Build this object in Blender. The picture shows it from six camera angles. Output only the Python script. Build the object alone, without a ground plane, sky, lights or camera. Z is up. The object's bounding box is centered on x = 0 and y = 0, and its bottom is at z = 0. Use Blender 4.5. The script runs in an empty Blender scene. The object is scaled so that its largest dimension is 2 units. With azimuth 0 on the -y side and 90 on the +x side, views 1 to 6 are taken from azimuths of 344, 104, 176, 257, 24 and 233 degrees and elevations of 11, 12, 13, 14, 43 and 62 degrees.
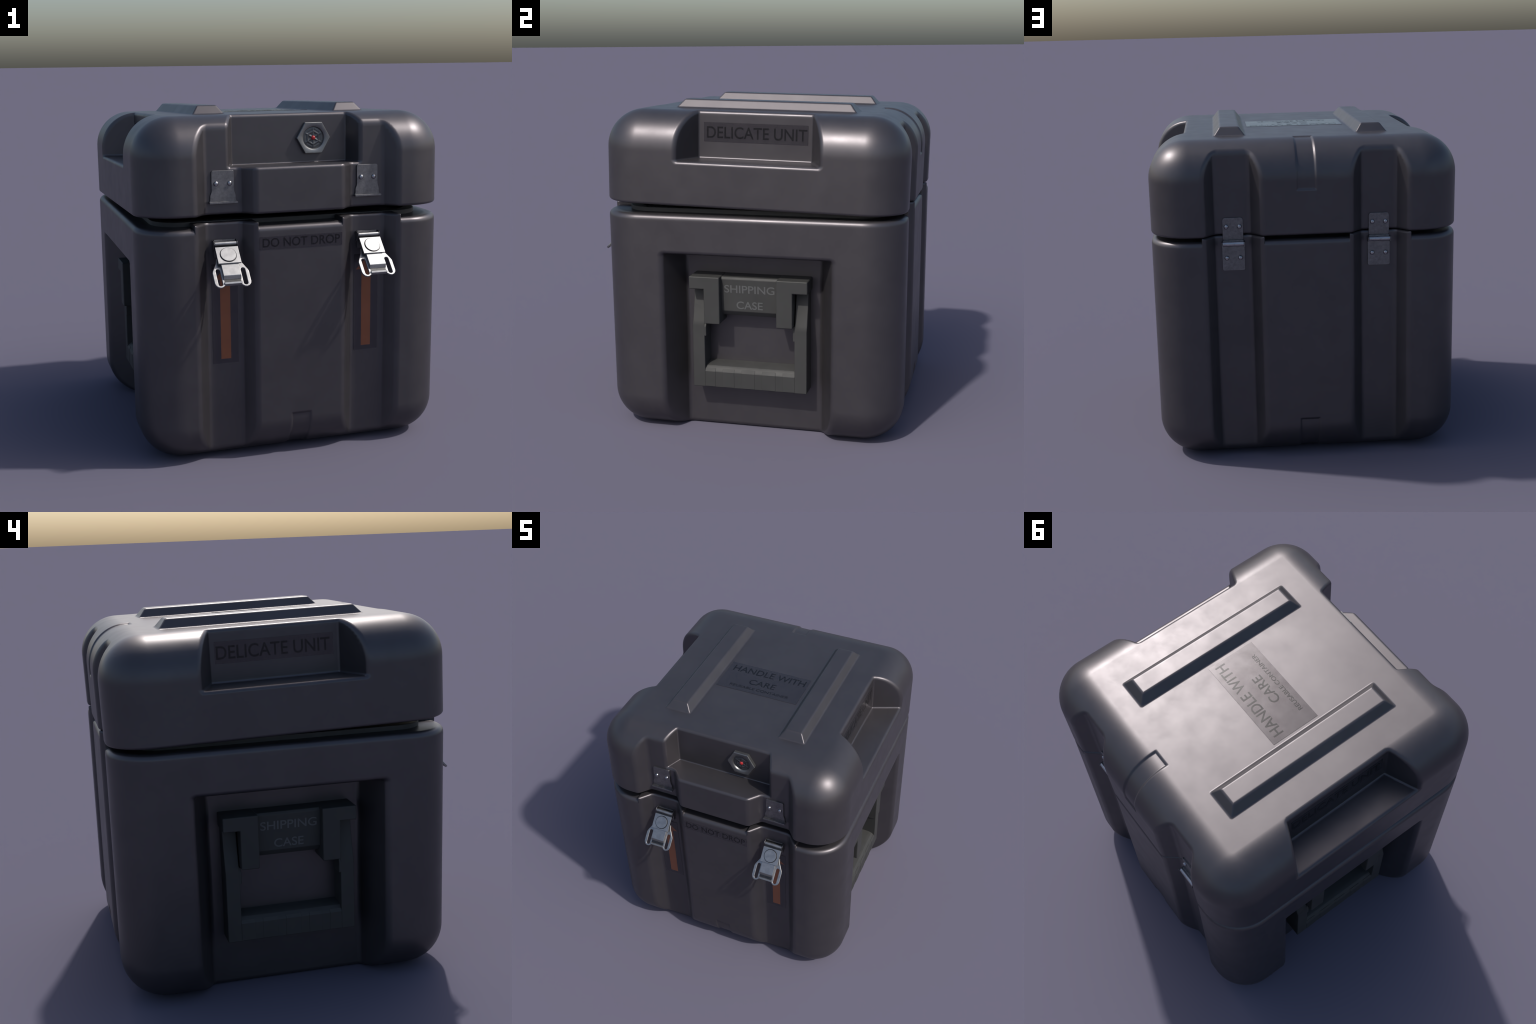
"""Moulded black plastic transit case: base, hinged lid (slightly ajar), steel
latches, hinges, folding handles, hexagonal pressure indicator and lettering."""
import math
import bpy
import bmesh
import numpy as np
from mathutils import Matrix, Vector

# ------------------------------------------------------------------ sizes
CY = 0.0595                     # centre of the body in y
HX, HY = 0.9065, 0.9055          # half width / half depth of the body
CORNER_R = 0.238               # plan radius of the vertical edges
TOP_R, BOTTOM_R = 0.226, 0.225
LID_Z0, LID_Z1 = 1.376, 1.916  # lid, in its closed pose
RIM_Z, PAD_Z = 1.352, 1.374    # base rim, raised seats inside the channels
CHANNEL_X = 0.4265              # channels for latches and hinges
CHANNEL_DEPTH = 0.081
CHANNEL_FLOOR, CHANNEL_FLARE = 0.098, 0.85
FRONT = CY - HY + CHANNEL_DEPTH   # channel floor, front
BACK = CY + HY - CHANNEL_DEPTH    # channel floor, back
HINGE_Y, HINGE_Z = 0.920, 1.327
LID_ANGLE = 0.0234
RECESS_X = 0.702               # back wall of the handle recess
HANDLE_Y = 0.057
HANDLE_SHIFT = {1: 0.009, -1: -0.001}   # one handle stands a little further out

# ------------------------------------------------------------------ scene tree
case = bpy.data.objects.new("shipping_case", None)
bpy.context.scene.collection.objects.link(case)
case["label"] = "dark grey moulded plastic transit case with steel latches"
case["category"] = "storage case"
LID_POSE = (Matrix.Translation((0, HINGE_Y, HINGE_Z))
            @ Matrix.Rotation(-LID_ANGLE, 4, 'X')
            @ Matrix.Translation((0, -HINGE_Y, -HINGE_Z)))


def add(name, mesh, material, parent=case, pose=None):
    ob = bpy.data.objects.new(name, mesh)
    bpy.context.scene.collection.objects.link(ob)
    ob.parent = parent
    if pose is not None:
        ob.matrix_local = pose
    if material is not None and not mesh.materials:
        mesh.materials.append(material)
    return ob


# ------------------------------------------------------------------ materials
def plain_material(name):
    m = bpy.data.materials.new(name)
    m.use_nodes = True
    nt = m.node_tree
    return m, nt, nt.nodes["Principled BSDF"]


def node(nt, kind, **inputs):
    n = nt.nodes.new(kind)
    for k, v in inputs.items():
        n.inputs[k.replace("_", " ")].default_value = v
    return n


def ramp(nt, fac, stops):
    r = nt.nodes.new("ShaderNodeValToRGB")
    r.color_ramp.elements[0].position = stops[0][0]
    r.color_ramp.elements[0].color = stops[0][1]
    r.color_ramp.elements[1].position = stops[1][0]
    r.color_ramp.elements[1].color = stops[1][1]
    nt.links.new(fac, r.inputs[0])
    return r.outputs[0]


def grey(v):
    return (v, v, v, 1.0)


def mottled(name, dark, light, rough_lo, rough_hi, scale, metallic=0.0, detail=5.0,
            specular=0.5, bump=0.0, bump_scale=150.0, stretch=(1, 1, 1)):
    """Principled material with cloudy colour and roughness on object coordinates."""
    m, nt, b = plain_material(name)
    tc = nt.nodes.new("ShaderNodeTexCoord")
    mp = nt.nodes.new("ShaderNodeMapping")
    mp.inputs["Scale"].default_value = stretch
    nt.links.new(tc.outputs["Object"], mp.inputs[0])
    n1 = node(nt, "ShaderNodeTexNoise", Scale=scale, Detail=detail, Roughness=0.6)
    nt.links.new(mp.outputs[0], n1.inputs["Vector"])
    nt.links.new(ramp(nt, n1.outputs[0], [(0.32, dark), (0.68, light)]), b.inputs["Base Color"])
    n2 = node(nt, "ShaderNodeTexNoise", Scale=scale * 1.7, Detail=detail, Roughness=0.55)
    nt.links.new(mp.outputs[0], n2.inputs["Vector"])
    nt.links.new(ramp(nt, n2.outputs[0], [(0.3, grey(rough_lo)), (0.7, grey(rough_hi))]),
                 b.inputs["Roughness"])
    b.inputs["Metallic"].default_value = metallic
    b.inputs["Specular IOR Level"].default_value = specular
    if bump > 0:
        n3 = node(nt, "ShaderNodeTexNoise", Scale=bump_scale, Detail=3.0)
        nt.links.new(tc.outputs["Object"], n3.inputs["Vector"])
        bp = node(nt, "ShaderNodeBump", Strength=bump, Distance=0.002)
        nt.links.new(n3.outputs[0], bp.inputs["Height"])
        nt.links.new(bp.outputs[0], b.inputs["Normal"])
    return m


PLASTIC = mottled("moulded_plastic", (.087, .081, .089, 1), (.097, .091, .099, 1),
                  .375, .435, 5.0, metallic=0.74)
HANDLE_PLASTIC = mottled("handle_plastic", (.0345, .035, .0345, 1), (.040, .0405, .040, 1),
                         .56, .64, 7.0, specular=0.35)
GASKET = mottled("rubber_gasket", (.042, .042, .042, 1), (.048, .048, .048, 1), .5, .6, 9.0)
STEEL = mottled("latch_steel", (.29, .29, .295, 1), (.37, .37, .375, 1), .41, .47, 30.0, metallic=1.0)
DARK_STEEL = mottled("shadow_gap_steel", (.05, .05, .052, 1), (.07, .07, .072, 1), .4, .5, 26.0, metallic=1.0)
DULL_STEEL = mottled("plate_steel", (.155, .152, .158, 1), (.235, .230, .238, 1), .40, .52, 55.0,
                     metallic=1.0, bump=0.10)
RIVET_STEEL = mottled("rivet_steel", (.34, .34, .36, 1), (.42, .42, .44, 1), .26, .33, 30.0, metallic=1.0)
INDICATOR_METAL = mottled("indicator_metal", (.185, .188, .190, 1), (.225, .228, .230, 1), .40, .46, 40.0,
                          metallic=0.9)
DIAL_METAL = mottled("dial_metal", (.085, .090, .095, 1), (.125, .130, .135, 1), .40, .50, 40.0,
                     metallic=0.9)
LABEL = mottled("label_film", (.070, .066, .074, 1), (.078, .074, .082, 1), .20, .24, 8.0, metallic=0.72)
INK = mottled("black_ink", (.030, .030, .033, 1), (.036, .036, .039, 1), .22, .26, 9.0, metallic=0.8)
PALE_INK = mottled("pale_ink", (.078, .081, .082, 1), (.090, .093, .094, 1), .55, .6, 9.0)
ORANGE = mottled("orange_film", (.190, .064, .029, 1), (.205, .070, .032, 1), .30, .36, 8.0)
RED_LENS = mottled("red_lens", (.36, .020, .022, 1), (.44, .026, .028, 1), .16, .22, 20.0)


# ------------------------------------------------------------------ distance-field modelling
def cut_round(a, b, r):
    """Intersection of two solids with an edge rounded by r."""
    u = np.maximum(a + r, 0.0)
    v = np.maximum(b + r, 0.0)
    return np.minimum(-r, np.maximum(a, b)) + np.sqrt(u * u + v * v)


def join_round(a, b, r):
    """Union of two solids with the inner corner filled by r."""
    u = np.maximum(r - a, 0.0)
    v = np.maximum(r - b, 0.0)
    return np.maximum(r, np.minimum(a, b)) - np.sqrt(u * u + v * v)


def plan(x, y, inset=0.0, radius=CORNER_R):
    """Rounded rectangle seen from above."""
    qx = np.abs(x) - (HX - inset) + radius
    qy = np.abs(y - CY) - (HY - inset) + radius
    return (np.minimum(np.maximum(qx, qy), 0.0)
            + np.sqrt(np.maximum(qx, 0) ** 2 + np.maximum(qy, 0) ** 2) - radius)


def flared(side, half, depth, slope):
    """Side walls of a pocket that opens outwards: |side| < half + depth*slope."""
    return (np.abs(side) - half - depth * slope) / math.sqrt(1 + slope * slope)


def channel(x, y):
    """Vertical trapezoid channels in the front and back faces."""
    depth = np.abs(y - CY) - (HY - CHANNEL_DEPTH)
    walls = flared(np.abs(x) - CHANNEL_X, CHANNEL_FLOOR, depth, CHANNEL_FLARE)
    return cut_round(-depth, walls, 0.012)


def sunk_panel(shell, *edges, depth=0.008, slope=1.1):
    """Shallow panel sunk into a curved shell, with sloping edges."""
    rise = shell + depth
    d = -rise
    for e in edges:
        d = cut_round(d, (e - (rise - depth) * slope) / math.sqrt(1 + slope * slope), 0.002)
    return d


def lid_field(x, y, z):
    shell = cut_round(plan(x, y), z - LID_Z1, TOP_R)
    d = cut_round(shell, LID_Z0 - z, 0.016)
    d = cut_round(d, -channel(x, y), 0.016)
    # notch over the front ledge, for the indicator
    depth = -0.650 - y
    notch = cut_round(-depth, flared(x, 0.341, depth, 0.40), 0.006)
    notch = cut_round(notch, 1.634 - z, 0.008)
    d = cut_round(d, -notch, 0.018)
    # hand pockets in both sides
    depth = np.abs(x) - 0.704
    pocket = cut_round(-depth, flared(y - 0.064, 0.341, depth, 0.42), 0.008)
    pocket = cut_round(pocket, 1.636 - z, 0.012)
    d = cut_round(d, -pocket, 0.020)
    # shallow wrap-over recess at the back
    d = cut_round(d, -sunk_panel(shell, np.abs(x) - 0.057, 0.714 - y, 1.637 - z), 0.004)
    # stacking ribs on the top face
    top = 1.967
    s = 0.038 / (top - LID_Z1)
    rise = top - z
    rib = cut_round(flared(np.abs(x) - 0.424, 0.056, rise, s),
                    flared(y - 0.073, 0.510, rise, 0.85), 0.006)
    rib = cut_round(rib, z - top, 0.007)
    rib = np.maximum(rib, 1.86 - z)
    return join_round(d, rib, 0.006)


def base_field(x, y, z):
    p = plan(x, y)
    shell = cut_round(p, -z, BOTTOM_R)
    d = cut_round(shell, z - RIM_Z, 0.033)
    # raised seats around the channels
    seat = cut_round(shell, z - PAD_Z, 0.008)
    seat = cut_round(seat, np.abs(np.abs(x) - CHANNEL_X) - 0.180, 0.004)
    seat = np.maximum(seat, 0.68 - np.abs(y - CY))
    seat = np.maximum(seat, 1.20 - z)
    d = np.minimum(d, seat)
    d = cut_round(d, -channel(x, y), 0.016)
    # handle recesses, open at the bottom
    depth = np.abs(x) - RECESS_X
    recess = cut_round(-depth, flared(y - 0.058, 0.418, depth, 0.46), 0.016)
    recess = cut_round(recess, z - 1.116, 0.016)
    d = cut_round(d, -recess, 0.024)
    # shallow recesses running under the bottom edge
    return cut_round(d, -sunk_panel(shell, np.abs(x) - 0.060, 0.60 - np.abs(y - CY), z - 0.251), 0.004)


def graded(lo, hi, features, fine=0.005, coarse=0.026, growth=0.16):
    """Grid lines from lo to hi, dense where a feature lies."""
    f = np.array(features)
    out = [lo]
    while out[-1] < hi:
        c = out[-1]
        dist = max(0.0, float(np.min(np.abs(f - c))) - 0.010)
        out.append(c + min(coarse, fine + growth * dist))
    return np.array(out)


def mesh_from_field(name, field, xs_half, ys, zs):
    """Polygonise field = 0 on a graded grid (symmetric in x), snap the vertices
    to the surface and give them the field's own normals."""
    X, Y, Z = np.meshgrid(xs_half, ys, zs, indexing="ij", sparse=True)
    half = field(X, Y, Z)
    xs = np.concatenate([-xs_half[:0:-1], xs_half])
    f = np.concatenate([half[:0:-1], half], axis=0)
    axes = (xs, ys, zs)
    inside = f < 0
    nx, ny, nz = f.shape
    shape = (nx - 1, ny - 1, nz - 1)
    acc = np.zeros(shape + (3,))
    cnt = np.zeros(shape)
    crossings = []
    for ax in range(3):
        lo = [slice(None)] * 3
        hi = [slice(None)] * 3
        lo[ax] = slice(0, -1)
        hi[ax] = slice(1, None)
        idx = np.argwhere(inside[tuple(lo)] != inside[tuple(hi)])
        i0 = tuple(idx.T)
        idn = idx.copy()
        idn[:, ax] += 1
        f0, f1 = f[i0], f[tuple(idn.T)]
        t = f0 / (f0 - f1)
        pos = np.stack([axes[k][idx[:, k]] for k in range(3)], 1)
        pos[:, ax] += t * (axes[ax][idn[:, ax]] - pos[:, ax])
        o1, o2 = [k for k in range(3) if k != ax]
        ring = []
        for s1, s2 in ((0, 0), (-1, 0), (-1, -1), (0, -1)):
            c = idx.copy()
            c[:, o1] += s1
            c[:, o2] += s2
            np.add.at(acc, tuple(c.T), pos)
            np.add.at(cnt, tuple(c.T), 1)
            ring.append(np.ravel_multi_index(tuple(c.T), shape))
        crossings.append((np.stack(ring, 1), f0 < 0, ax))
    used = np.flatnonzero(cnt.ravel() > 0)
    number = np.full(cnt.size, -1)
    number[used] = np.arange(len(used))
    p = acc.reshape(-1, 3)[used] / cnt.ravel()[used][:, None]

    def at(q):
        return field(q[:, 0], q[:, 1], q[:, 2])

    def gradient(q, e=4e-4):
        g = np.empty_like(q)
        for k in range(3):
            h = np.zeros(3)
            h[k] = e
            g[:, k] = (at(q + h) - at(q - h)) / (2 * e)
        return g

    for _ in range(3):
        g = gradient(p)
        step = (at(p) / np.maximum((g * g).sum(1), 0.25))[:, None] * g
        p -= np.clip(step, -0.01, 0.01)
    quads = []
    for ring, out_positive, ax in crossings:
        q = number[ring]
        flip = out_positive if ax == 1 else ~out_positive
        flip = ~flip
        q[~flip] = q[~flip][:, ::-1]
        quads.append(q)
    quads = np.concatenate(quads)
    g = gradient(p, 8e-4)
    g /= np.maximum(np.linalg.norm(g, axis=1), 1e-9)[:, None]
    # make the winding agree with the outward normals
    a, b, c = p[quads[:, 0]], p[quads[:, 1]], p[quads[:, 2]]
    wrong = (np.cross(b - a, c - a) * g[quads[:, 0]]).sum(1) < 0
    if wrong.mean() > 0.5:
        quads = quads[:, ::-1]
    me = bpy.data.meshes.new(name)
    me.vertices.add(len(p))
    me.vertices.foreach_set("co", p.astype(np.float32).ravel())
    me.loops.add(quads.size)
    me.loops.foreach_set("vertex_index", quads.astype(np.int32).ravel())
    me.polygons.add(len(quads))
    me.polygons.foreach_set("loop_start", np.arange(0, quads.size, 4, dtype=np.int32))
    me.update(calc_edges=True)
    me.validate()
    me.polygons.foreach_set("use_smooth", np.ones(len(me.polygons), dtype=bool))
    if len(me.vertices) == len(g):
        me.normals_split_custom_set_from_vertices(g.tolist())
    return me


CH = [CHANNEL_X - .167, CHANNEL_X - .098, CHANNEL_X + .098, CHANNEL_X + .167]
Y_FACES = [CY - HY, FRONT, BACK, CY + HY]
lid_mesh = mesh_from_field(
    "lid", lid_field,
    graded(0.0, 0.94, [0.048, 0.057, 0.325, 0.345, 0.37, 0.375, 0.39, 0.477, 0.52, 0.704, 0.905] + CH),
    graded(-0.87, 1.0, [-0.650, -0.478, -0.437, -0.365, -0.277, 0.405, 0.493, 0.583, 0.622, 0.715] + Y_FACES),
    graded(1.35, 1.99, [LID_Z0, 1.635, 1.92, 1.967]))
add("lid", lid_mesh, PLASTIC, pose=LID_POSE)

base_mesh = mesh_from_field(
    "base", base_field,
    graded(0.0, 0.94, [0.050, 0.060, 0.242, 0.602, RECESS_X, 0.905] + CH),
    graded(-0.87, 1.0, [-0.452, -0.36, 0.476, 0.568] + Y_FACES),
    graded(-0.02, 1.40, [0.0, 0.249, 1.116, RIM_Z, PAD_Z]))
add("base", base_mesh, PLASTIC)


# ------------------------------------------------------------------ small-part helpers
def flat_face_normals(bm, rounding, crease):
    """Corner normals that keep the large faces flat and let the bevel strips turn."""
    out = []
    for f in bm.faces:
        for v in f.verts:
            plain = [g for g in v.link_faces if g not in rounding]
            if f in rounding:
                use = [g for g in plain if g.normal.dot(f.normal) > 0.45] or list(v.link_faces)
            else:
                use = [g for g in plain if g.normal.dot(f.normal) > crease]
            n = Vector((0, 0, 0))
            for g in use:
                n += g.normal * g.calc_area()
            out.append(n.normalized() if n.length > 1e-12 else f.normal.copy())
    return out


def finish(bm, name, bevel=0.0, segments=2, smooth_angle=35.0, limit=25.0):
    bm.normal_update()
    made = None
    if bevel > 0:
        sharp = [e for e in bm.edges if len(e.link_faces) == 2
                 and e.calc_face_angle(0) > math.radians(limit)]
        made = bmesh.ops.bevel(bm, geom=sharp, offset=bevel, offset_type='OFFSET', segments=segments,
                        profile=0.5, affect='EDGES', clamp_overlap=True)
    bmesh.ops.recalc_face_normals(bm, faces=bm.faces)
    bm.normal_update()
    normals = None
    if made is not None:
        normals = flat_face_normals(bm, {f for f in made["faces"] if f.is_valid}, math.cos(math.radians(limit)))
    me = bpy.data.meshes.new(name)
    bm.to_mesh(me)
    bm.free()
    for poly in me.polygons:
        poly.use_smooth = True
    if normals is None:
        me.set_sharp_from_angle(angle=math.radians(smooth_angle))
    else:
        me.normals_split_custom_set(normals)
    return me


def prism(bm, outline, lo, hi, to3d):
    """Solid between two copies of a 2D outline; to3d(u, v, w) places a point."""
    a = [bm.verts.new(to3d(u, v, lo)) for u, v in outline]
    b = [bm.verts.new(to3d(u, v, hi)) for u, v in outline]
    bm.faces.new(a[::-1])
    bm.faces.new(b)
    n = len(a)
    for i in range(n):
        j = (i + 1) % n
        bm.faces.new((a[i], a[j], b[j], b[i]))


def box(bm, lo, hi):
    (x0, y0, z0), (x1, y1, z1) = lo, hi
    prism(bm, [(x0, y0), (x1, y0), (x1, y1), (x0, y1)], z0, z1, lambda u, v, w: (u, v, w))


def rounded_rect(u0, v0, u1, v1, r, steps=4):
    pts = []
    for cx, cy, a0 in ((u1 - r, v0 + r, -90), (u1 - r, v1 - r, 0), (u0 + r, v1 - r, 90), (u0 + r, v0 + r, 180)):
        for i in range(steps + 1):
            a = math.radians(a0 + 90 * i / steps)
            pts.append((cx + r * math.cos(a), cy + r * math.sin(a)))
    return pts


def lathe(name, profile, steps=32, smooth_angle=40.0):
    """Turn (radius, height) points about z."""
    bm = bmesh.new()
    rings = []
    for r, h in profile:
        if r < 1e-6:
            rings.append([bm.verts.new((0, 0, h))])
        else:
            rings.append([bm.verts.new((r * math.cos(2 * math.pi * i / steps),
                                        r * math.sin(2 * math.pi * i / steps), h)) for i in range(steps)])
    for a, b in zip(rings, rings[1:]):
        for i in range(steps):
            j = (i + 1) % steps
            if len(a) == 1 and len(b) == 1:
                continue
            if len(a) == 1:
                bm.faces.new((a[0], b[i], b[j]))
            elif len(b) == 1:
                bm.faces.new((a[i], a[j], b[0]))
            else:
                bm.faces.new((a[i], a[j], b[j], b[i]))
    return finish(bm, name, smooth_angle=smooth_angle)


def rod(name, length, r, steps=20, bevel=0.002):
    h = length / 2
    return lathe(name, [(0, -h), (r - bevel, -h), (r, -h + bevel), (r, h - bevel), (r - bevel, h), (0, h)], steps)


def xz_front(u, v, w):
    return (u, -w, v)          # plate lying in x-z, thickness towards -y


def xz_back(u, v, w):
    return (u, w, v)           # plate lying in x-z, thickness towards +y


ALONG_X = Matrix.Rotation(math.radians(90), 4, 'Y')
TO_FRONT = Matrix.Rotation(math.radians(90), 4, 'X')      # +z -> -y
TO_BACK = Matrix.Rotation(math.radians(-90), 4, 'X')      # +z -> +y

rivet_mesh = lathe("rivet", [(0.0142, -0.002), (0.0138, 0.003), (0.0122, 0.0070), (0.0088, 0.0100),
                             (0.0045, 0.0114), (0, 0.0118)], 20, 60)
rivet_mesh.materials.append(RIVET_STEEL)


def T(x, y, z):
    return Matrix.Translation((x, y, z))


# ------------------------------------------------------------------ gasket between the halves
bm = bmesh.new()
outer, inner = [], []
for inset, store in ((0.105, outer), (0.165, inner)):
    hx, hy, r = HX - inset, HY - 0.018 - inset, 0.165 if inset < 0.12 else 0.115
    store += [(u, v + CY) for u, v in rounded_rect(-hx, -hy, hx, hy, r, 8)]
lo_z, hi_z = RIM_Z - 0.004, 1.3775
rings = [[bm.verts.new((u, v, z)) for u, v in ol] for ol, z in
         ((outer, lo_z), (outer, hi_z), (inner, hi_z), (inner, lo_z))]
for a, b in zip(rings, rings[1:] + rings[:1]):
    for i in range(len(a)):
        j = (i + 1) % len(a)
        bm.faces.new((a[i], a[j], b[j], b[i]))
add("gasket", finish(bm, "gasket", 0.004), GASKET)

# ------------------------------------------------------------------ latch keepers on the lid
bm = bmesh.new()
half = [(0.080, 0.000), (0.0735, 0.012), (0.0725, 0.036), (0.0700, 0.045), (0.0650, 0.056), (0.0640, 0.066),
        (0.0635, 0.166), (0.0615, 0.172), (0.0560, 0.175)]
prism(bm, half + [(-u, v) for u, v in half[::-1]], -0.003, 0.009, xz_front)
prism(bm, rounded_rect(-0.080, -0.006, 0.080, 0.005, 0.003, 2), 0.0, 0.026, xz_front)
keeper_mesh = finish(bm, "latch_keeper", 0.0016, 2)
keeper_mesh.materials.append(DULL_STEEL)
for sx in (-1, 1):
    k = add("latch_keeper", keeper_mesh, None, pose=LID_POSE @ T(sx * 0.4265, FRONT - 0.001, 1.444))
    for u in (-0.0385, 0.0385):
        add("rivet", rivet_mesh, None, k, T(u, -0.0085, 0.104) @ TO_FRONT)

# ------------------------------------------------------------------ hinges
bm = bmesh.new()
upper = rounded_rect(-0.060, 0.016, 0.060, 0.150, 0.015, 4)
prism(bm, upper, -0.002, 0.009, xz_back)
prism(bm, rounded_rect(-0.060, 0.010, 0.060, 0.020, 0.003, 2), 0.0, 0.022, xz_back)
upper_mesh = finish(bm, "hinge_leaf", 0.0016, 2)
upper_mesh.materials.append(DULL_STEEL)
bm = bmesh.new()
prism(bm, rounded_rect(-0.066, -0.163, 0.066, -0.004, 0.012, 4), -0.002, 0.009, xz_back)
for u in (-0.0645, 0.0645):
    box(bm, (u - 0.003, 0.0, -0.016), (u + 0.003, 0.046, 0.012))
lower_mesh = finish(bm, "hinge_leaf", 0.0016, 2)
lower_mesh.materials.append(DULL_STEEL)
pin_mesh = rod("hinge_pin", 0.124, 0.0135)
pin_mesh.materials.append(RIVET_STEEL)
for sx in (-1, 1):
    origin = T(sx * 0.4265, BACK, HINGE_Z)
    h = bpy.data.objects.new("hinge", None)
    bpy.context.scene.collection.objects.link(h)
    h.parent = case
    h.matrix_local = origin
    lower = add("hinge_leaf", lower_mesh, None, h)
    tilt = origin.inverted() @ LID_POSE @ origin
    upper = add("hinge_leaf", upper_mesh, None, h, tilt)
    add("hinge_pin", pin_mesh, None, h, T(0, 0.030, 0.0) @ ALONG_X)
    for u in (-0.0385, 0.0385):
        add("rivet", rivet_mesh, None, h, tilt @ T(u, 0.0085, 0.098) @ TO_BACK)
        add("rivet", rivet_mesh, None, h, T(u * 1.03, 0.0085, -0.087) @ TO_BACK)

# ------------------------------------------------------------------ latches, swung out 45 degrees
# local frame: x across, y down along the lever, z out of the lever's face
S0 = math.sqrt(0.5)


def lever(u, s, n):
    """across, distance along the lever, height over the lever plane -> offset from pivot."""
    return (u, s, n)


def latch_frame(cx):
    # pivot (s=0) is at y=-0.795, z=1.258; lever runs down and outwards
    along = Vector((0, -S0, -S0))
    out = Vector((0, -S0, S0))
    m = Matrix.Identity(4)
    m.col[0] = (-1, 0, 0, 0)
    m.col[1] = (*along, 0)
    m.col[2] = (*out, 0)
    m.col[3] = (cx, -0.795, 1.258, 1)
    if m.to_3x3().determinant() < 0:
        m.col[0] = (1, 0, 0, 0)
    return m


# distances along the lever from the pivot
bm = bmesh.new()
flat = lambda u, v, w: (u, v, w)
# cover plate
prism(bm, [(-.065, .024), (.065, .024), (.065, .132), (-.065, .132)], -0.006, 0.005, flat)
cover_mesh = finish(bm, "cover_plate", 0.0016, 2)
bm = bmesh.new()
# tongue with stepped, curled end
side = [(.118, -.004), (.205, -.002), (.209, -.004), (.222, -.018), (.223, -.030), (.236, -.030), (.238, -.018),
        (.243, -.012), (.253, -.015), (.254, -.034), (.118, -.034)]
prism(bm, side, -.049, .049, lambda v, w, u: (u, v, w))
tongue_mesh = finish(bm, "tongue", 0.0014, 2)
# strap loop plate with two slots: outer outline minus slots, made from two mirrored rings
def loop_half(sgn):
    out = [(.028, .082), (.064, .082), (.072, .112), (.098, .160), (.1025, .172), (.1025, .238), (.099, .252),
           (.089, .264), (.075, .270), (.062, .268), (.051, .260), (.043, .252), (.036, .249), (.028, .249)]
    return [(sgn * u, v) for u, v in out]


bm = bmesh.new()
slot = rounded_rect(0.0585, 0.150, 0.0825, 0.258, 0.0115, 4)
for sgn in (1, -1):
    oo = loop_half(sgn)
    hh = [(sgn * u, v) for u, v in slot]
    before = set(bm.faces)
    loops = []
    for pts in (oo, hh):
        vs = [bm.verts.new((u, v, 0)) for u, v in pts]
        loops += [bm.edges.new((vs[i], vs[(i + 1) % len(vs)])) for i in range(len(vs))]
    bmesh.ops.triangle_fill(bm, edges=loops, use_beauty=True, normal=(0, 0, 1))
box_strip = [(-.028, .082), (.028, .082), (.028, .249), (-.028, .249)]
vs = [bm.verts.new((u, v, 0)) for u, v in box_strip]
bm.faces.new(vs)
bmesh.ops.remove_doubles(bm, verts=bm.verts, dist=1e-5)
bmesh.ops.recalc_face_normals(bm, faces=bm.faces)
ext = bmesh.ops.extrude_face_region(bm, geom=list(bm.faces))
bmesh.ops.translate(bm, verts=[v for v in ext["geom"] if isinstance(v, bmesh.types.BMVert)], vec=(0, 0, -0.011))
bmesh.ops.translate(bm, verts=bm.verts, vec=(0, 0, -0.021))
bmesh.ops.recalc_face_normals(bm, faces=bm.faces)
loop_mesh = finish(bm, "strap_loop", 0.0028, 2, limit=60)
button_mesh = lathe("button", [(0.0, 0.0005), (0.0462, 0.0005), (0.0470, 0.0015), (0.0478, 0.0005),
                               (0.0430, 0.0006), (0.0430, 0.0060), (0.0425, 0.0075), (0.0, 0.0078)][4:], 40)
shadow_ring_mesh = lathe("button_shadow_ring", [(0.0425, 0.0010), (0.0425, 0.0020), (0.0475, 0.0020), (0.0480, 0.0010)], 40)  # thin dark ring, drawn as the shadowed groove around the button
bm = bmesh.new()
box(bm, (-.063, .006, -.024), (.063, .030, -.006))
neck_mesh = finish(bm, "lever_neck", 0.002, 2)
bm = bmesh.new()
box(bm, (-.046, .2225, -.024), (.046, .2385, -.0195))  # dark strip over the loop plate, modelling the shadow in the tongue gap
gap_shadow_mesh = finish(bm, "gap_shadow_strip")
gap_shadow_mesh.materials.append(DARK_STEEL)
barrel_mesh = rod("barrel", 0.124, 0.0125)
bm = bmesh.new()
box(bm, (-.060, FRONT - .014, 1.180), (.060, FRONT + .004, 1.278))
for u in (-.0655, .0655):
    prism(bm, [(FRONT + .004, 1.276), (-.792, 1.276), (-.806, 1.268), (-.808, 1.256), (-.800, 1.244),
               (FRONT + .004, 1.205)], u - .0025, u + .0025, lambda a, b, w: (w, a, b))
mount_mesh = finish(bm, "latch_mount", 0.0014, 2)
for me in (cover_mesh, tongue_mesh, loop_mesh, button_mesh, barrel_mesh):
    me.materials.append(STEEL)
shadow_ring_mesh.materials.append(DARK_STEEL)
neck_mesh.materials.append(DARK_STEEL)
mount_mesh.materials.append(DULL_STEEL)
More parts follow.
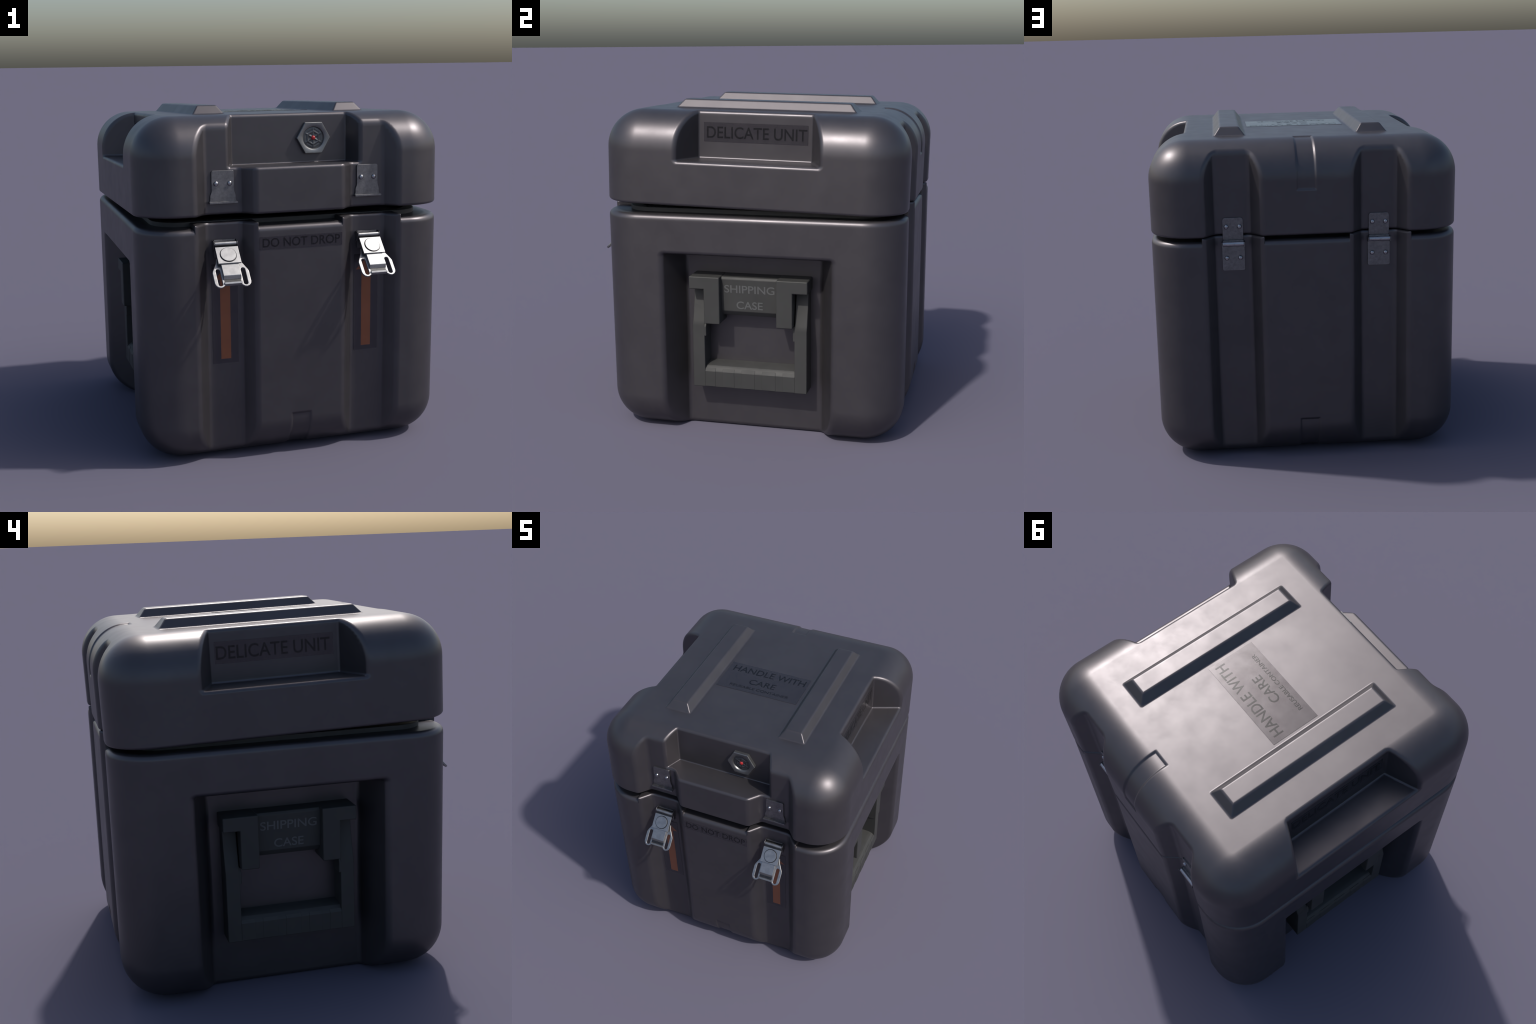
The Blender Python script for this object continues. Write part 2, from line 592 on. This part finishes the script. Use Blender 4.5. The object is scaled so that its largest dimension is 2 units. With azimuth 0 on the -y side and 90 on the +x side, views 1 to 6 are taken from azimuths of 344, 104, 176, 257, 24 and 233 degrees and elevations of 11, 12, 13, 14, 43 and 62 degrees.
for sx in (-1, 1):
    cx = sx * 0.425
    frame = latch_frame(cx)
    latch = bpy.data.objects.new("latch", None)
    bpy.context.scene.collection.objects.link(latch)
    latch.parent = case
    pivot = T(cx, FRONT, 1.258)
    latch.matrix_local = pivot
    inv = pivot.inverted()
    f = inv @ frame
    add("cover_plate", cover_mesh, None, latch, f)
    add("tongue", tongue_mesh, None, latch, f)
    add("strap_loop", loop_mesh, None, latch, f)
    add("button", button_mesh, None, latch, f @ T(0, 0.0785, 0.0035))
    add("button_shadow_ring", shadow_ring_mesh, None, latch, f @ T(0, 0.0785, 0.0035))
    add("gap_shadow_strip", gap_shadow_mesh, None, latch, f)
    add("lever_neck", neck_mesh, None, latch, f)
    add("barrel", barrel_mesh, None, latch, f @ ALONG_X)
    add("latch_mount", mount_mesh, None, latch, T(0, -FRONT, -1.258))

# ------------------------------------------------------------------ folding handles
def yz_side(sgn):
    return lambda u, v, w: (sgn * w, HANDLE_Y + u, v)


for sgn in (1, -1):
    handle = bpy.data.objects.new("handle", None)
    bpy.context.scene.collection.objects.link(handle)
    handle.parent = case
    proud = HANDLE_SHIFT[sgn]
    handle.matrix_local = T(sgn * RECESS_X + proud, HANDLE_Y, 0.63)
    back = T(-sgn * RECESS_X, -HANDLE_Y, -0.63)
    place = yz_side(sgn)
    # bracket: middle panel and two inverted-L cheeks
    for s in (-1, 1):
        bm = bmesh.new()
        cheek = [(.172, .690), (.270, .690), (.270, .901), (.360, .901), (.360, .978), (.172, .978)]
        prism(bm, [(s * u, v) for u, v in cheek], RECESS_X - .014, .845, place)
        me = finish(bm, "handle_bracket", 0.007, 2)
        add("handle_bracket", me, HANDLE_PLASTIC, handle, back)
    bm = bmesh.new()
    panel = [(RECESS_X - .014, .735), (.770, .735), (.792, .765), (.800, .960), (.792, .974), (RECESS_X - .014, .977)]
    prism(bm, panel, -.174, .174, lambda w, v, u: (sgn * w, HANDLE_Y + u, v))
    add("handle_plate", finish(bm, "handle_plate", 0.004, 2), HANDLE_PLASTIC, handle, back)
    # grip loop: side arms (profile in x-z) and the bar
    for s in (-1, 1):
        bm = bmesh.new()
        arm = [(.692, .285), (.817, .285), (.817, .668), (.804, .700), (.772, .830), (.762, .905), (.692, .905)]
        u0, u1 = (.276, .351) if s > 0 else (-.351, -.276)
        prism(bm, arm, u0, u1, lambda w, v, u: (sgn * w, HANDLE_Y + u, v))
        # thumb nub on the inner face of each arm
        e0, e1 = (s * .266, s * .290)
        nub = [(.735, .605), (.8165, .605), (.8165, .664), (.802, .694), (.735, .694)]
        prism(bm, nub, min(e0, e1), max(e0, e1), lambda w, v, u: (sgn * w, HANDLE_Y + u, v))
        me = finish(bm, "handle_arm", 0.005, 2)
        add("handle_arm", me, HANDLE_PLASTIC, handle, back)
    bm = bmesh.new()
    bar = [(.692, .287), (.8155, .287), (.8155, .384), (.806, .402), (.790, .416), (.762, .424), (.692, .426)]
    prism(bm, bar, -.300, .300, lambda w, v, u: (sgn * w, HANDLE_Y + u, v))
    me = finish(bm, "handle_grip", 0.003, 2, smooth_angle=45)
    add("handle_grip", me, HANDLE_PLASTIC, handle, back)
    # raised pads that leave four narrow finger grooves on the grip
    bm = bmesh.new()
    for u0, u1 in ((-.277, -.212), (-.168, -.096), (-.051, .033), (.077, .159), (.203, .277)):
        pad = [(.806, .290), (.8172, .290), (.8172, .3845), (.8076, .4032), (.800, .400)]
        prism(bm, pad, u0, u1, lambda w, v, uu: (sgn * w, HANDLE_Y + uu, v))
    add("grip_ridge", finish(bm, "grip_ridge", 0.001, 1), HANDLE_PLASTIC, handle, back)

# ------------------------------------------------------------------ hexagonal indicator in the lid notch
IND = T(0.140, -0.650, 1.773)            # closed-lid frame, centre on the notch wall
ind = bpy.data.objects.new("indicator", None)
bpy.context.scene.collection.objects.link(ind)
ind.parent = case
ind.matrix_local = LID_POSE @ IND @ TO_FRONT
N = 48
bm = bmesh.new()
HEX_R, BORE_R, DEPTH = 0.101, 0.068, 0.024


def hex_radius(a):
    k = math.pi / 3
    return HEX_R * math.cos(k / 2) / math.cos((a % k) - k / 2)


def ring_of(radius, h):
    return [bm.verts.new((radius(2 * math.pi * i / N) * math.cos(2 * math.pi * i / N),
                          radius(2 * math.pi * i / N) * math.sin(2 * math.pi * i / N), h)) for i in range(N)]


rings = [ring_of(hex_radius, -0.003), ring_of(hex_radius, DEPTH - .003),
         ring_of(lambda a: hex_radius(a) - .003, DEPTH),
         ring_of(lambda a: BORE_R + .003, DEPTH), ring_of(lambda a: BORE_R - .004, DEPTH - .004),
         ring_of(lambda a: BORE_R - .008, DEPTH - .012)]
for a, b in zip(rings, rings[1:]):
    for i in range(N):
        bm.faces.new((a[i], a[(i + 1) % N], b[(i + 1) % N], b[i]))
add("bezel", finish(bm, "bezel", smooth_angle=30), INDICATOR_METAL, ind)
# moulded dial: hexagonal ring, six spokes and outer facets as relief
bm = bmesh.new()
RN, AN = 20, 96
dial = []
for ir in range(RN + 1):
    r = 0.0615 * ir / RN
    row = []
    for ia in range(AN):
        a = 2 * math.pi * ia / AN + math.pi / 2
        k = math.pi / 3
        da = ((a - math.pi / 2 + k / 2) % k) - k / 2
        hexr = r * math.cos(((a - math.pi / 2) % k) - k / 2)
        spoke = max(0.0, 1 - abs(r * math.sin(da)) / 0.0085)
        ringr = max(0.0, 1 - abs(hexr - 0.033) / 0.0075)
        cup = 0.35 * max(0.0, 1 - abs(hexr - 0.048) / 0.008)
        h = 0.0045 * max(0.8 * spoke * min(1, max(0, (0.058 - r) / 0.01)), ringr, cup)
        row.append(bm.verts.new((r * math.cos(a), r * math.sin(a), DEPTH - .012 + h)))
    dial.append(row)
for a, b in zip(dial[1:], dial[2:]):
    for i in range(AN):
        bm.faces.new((a[i], a[(i + 1) % AN], b[(i + 1) % AN], b[i]))
bm.faces.new(dial[1])
for v in dial[0]:
    bm.verts.remove(v)
add("dial", finish(bm, "dial", smooth_angle=80), DIAL_METAL, ind)
lens = lathe("lens", [(0.0125, -.002), (0.0122, .004), (0.0098, .0085), (0.005, .0108), (0, .0115)], 24, 70)
add("lens", lens, RED_LENS, ind, T(0, 0, DEPTH - .011))


# ------------------------------------------------------------------ labels and lettering
def text_mesh(name, words, width, height, thick=0.0008, weight=0.008):
    """Lettering fitted to a width and cap height, centred, lying in x-y, facing +z."""
    cu = bpy.data.curves.new(name, 'FONT')
    cu.body = words
    cu.size = 1.0
    cu.extrude = 0.01
    cu.offset = weight
    ob = bpy.data.objects.new(name, cu)
    bpy.context.scene.collection.objects.link(ob)
    bpy.context.view_layer.update()
    me = bpy.data.meshes.new_from_object(ob.evaluated_get(bpy.context.evaluated_depsgraph_get()))
    bpy.data.objects.remove(ob)
    me.name = name
    co = np.empty(len(me.vertices) * 3, dtype=np.float32)
    me.vertices.foreach_get("co", co)
    co = co.reshape(-1, 3)
    lo, hi = co.min(0), co.max(0)
    size = np.array([width, height, thick]) / (hi - lo)
    co = (co - (lo + hi) / 2) * size
    me.vertices.foreach_set("co", co.ravel())
    me.update()
    me.materials.clear()
    return me


def film(name, w, h, thick=0.0016, r=0.002):
    bm = bmesh.new()
    prism(bm, rounded_rect(-w / 2, -h / 2, w / 2, h / 2, r, 2), -thick, thick, flat)
    return finish(bm, name)


def side_frame(sgn, x, y, z):
    """Frame for flat lettering on a +x (or -x) facing wall, upright."""
    m = Matrix.Identity(4)
    m.col[0] = (0, sgn, 0, 0)
    m.col[1] = (0, 0, 1, 0)
    m.col[2] = (sgn, 0, 0, 0)
    m.col[3] = (sgn * x, y, z, 1)
    return m


UP = 0.0018   # lettering sits just proud of its film

# top of the lid
lab = add("label", film("label", 0.612, 0.300), LABEL, pose=LID_POSE @ T(-0.001, 0.042, LID_Z1))
add("lettering", text_mesh("lettering", "HANDLE WITH", 0.556, 0.064), INK, lab, T(0.006, 0.089, UP))
add("lettering", text_mesh("lettering", "CARE", 0.200, 0.058), INK, lab, T(0.001, -0.028, UP))
add("lettering", text_mesh("lettering", "REUSABLE CONTAINER", 0.448, 0.026), INK, lab, T(0.005, -0.102, UP))
# back walls of the hand pockets
for sgn in (1, -1):
    lab = add("label", film("label", 0.625, 0.113), LABEL,
              pose=LID_POSE @ side_frame(sgn, 0.704, 0.066, 1.793))
    add("lettering", text_mesh("lettering", "DELICATE UNIT", 0.600, 0.069), INK, lab, T(sgn * 0.006, -0.001, UP))
# front of the base
front = Matrix.Identity(4)
front.col[0] = (1, 0, 0, 0)
front.col[1] = (0, 0, 1, 0)
front.col[2] = (0, -1, 0, 0)
lab = add("label", film("label", 0.488, 0.071), LABEL, pose=T(0, CY - HY, 1.2545) @ front)
add("lettering", text_mesh("lettering", "DO NOT DROP", 0.456, 0.050), INK, lab, T(0.002, 0.002, UP))
# arrows on film inside the front channels
for sx in (-1, 1):
    lab = add("label", film("label", 0.148, 0.575), LABEL, pose=T(sx * 0.425, FRONT, 0.852) @ front)
    bm = bmesh.new()
    arrow = [(-.0290, -.262), (.0290, -.262), (.0290, .197), (.0650, .197), (0, .264), (-.0650, .197), (-.0290, .197)]
    prism(bm, arrow, -.0004, .0004, flat)
    add("arrow", finish(bm, "arrow"), ORANGE, lab, T(0.001, 0, UP))
# handle plates
for sgn in (1, -1):
    slope = Matrix.Rotation(math.radians(2.35), 4, 'X')
    for words, w, h, z in (("SHIPPING", 0.306, 0.047, 0.902), ("CASE", 0.160, 0.047, 0.804)):
        x = 0.792 + (z - 0.765) * (0.008 / 0.195) + 0.0006
        add("lettering", text_mesh("lettering", words, w, h), PALE_INK,
            pose=side_frame(sgn, x + sgn * HANDLE_SHIFT[sgn], HANDLE_Y, z) @ slope)
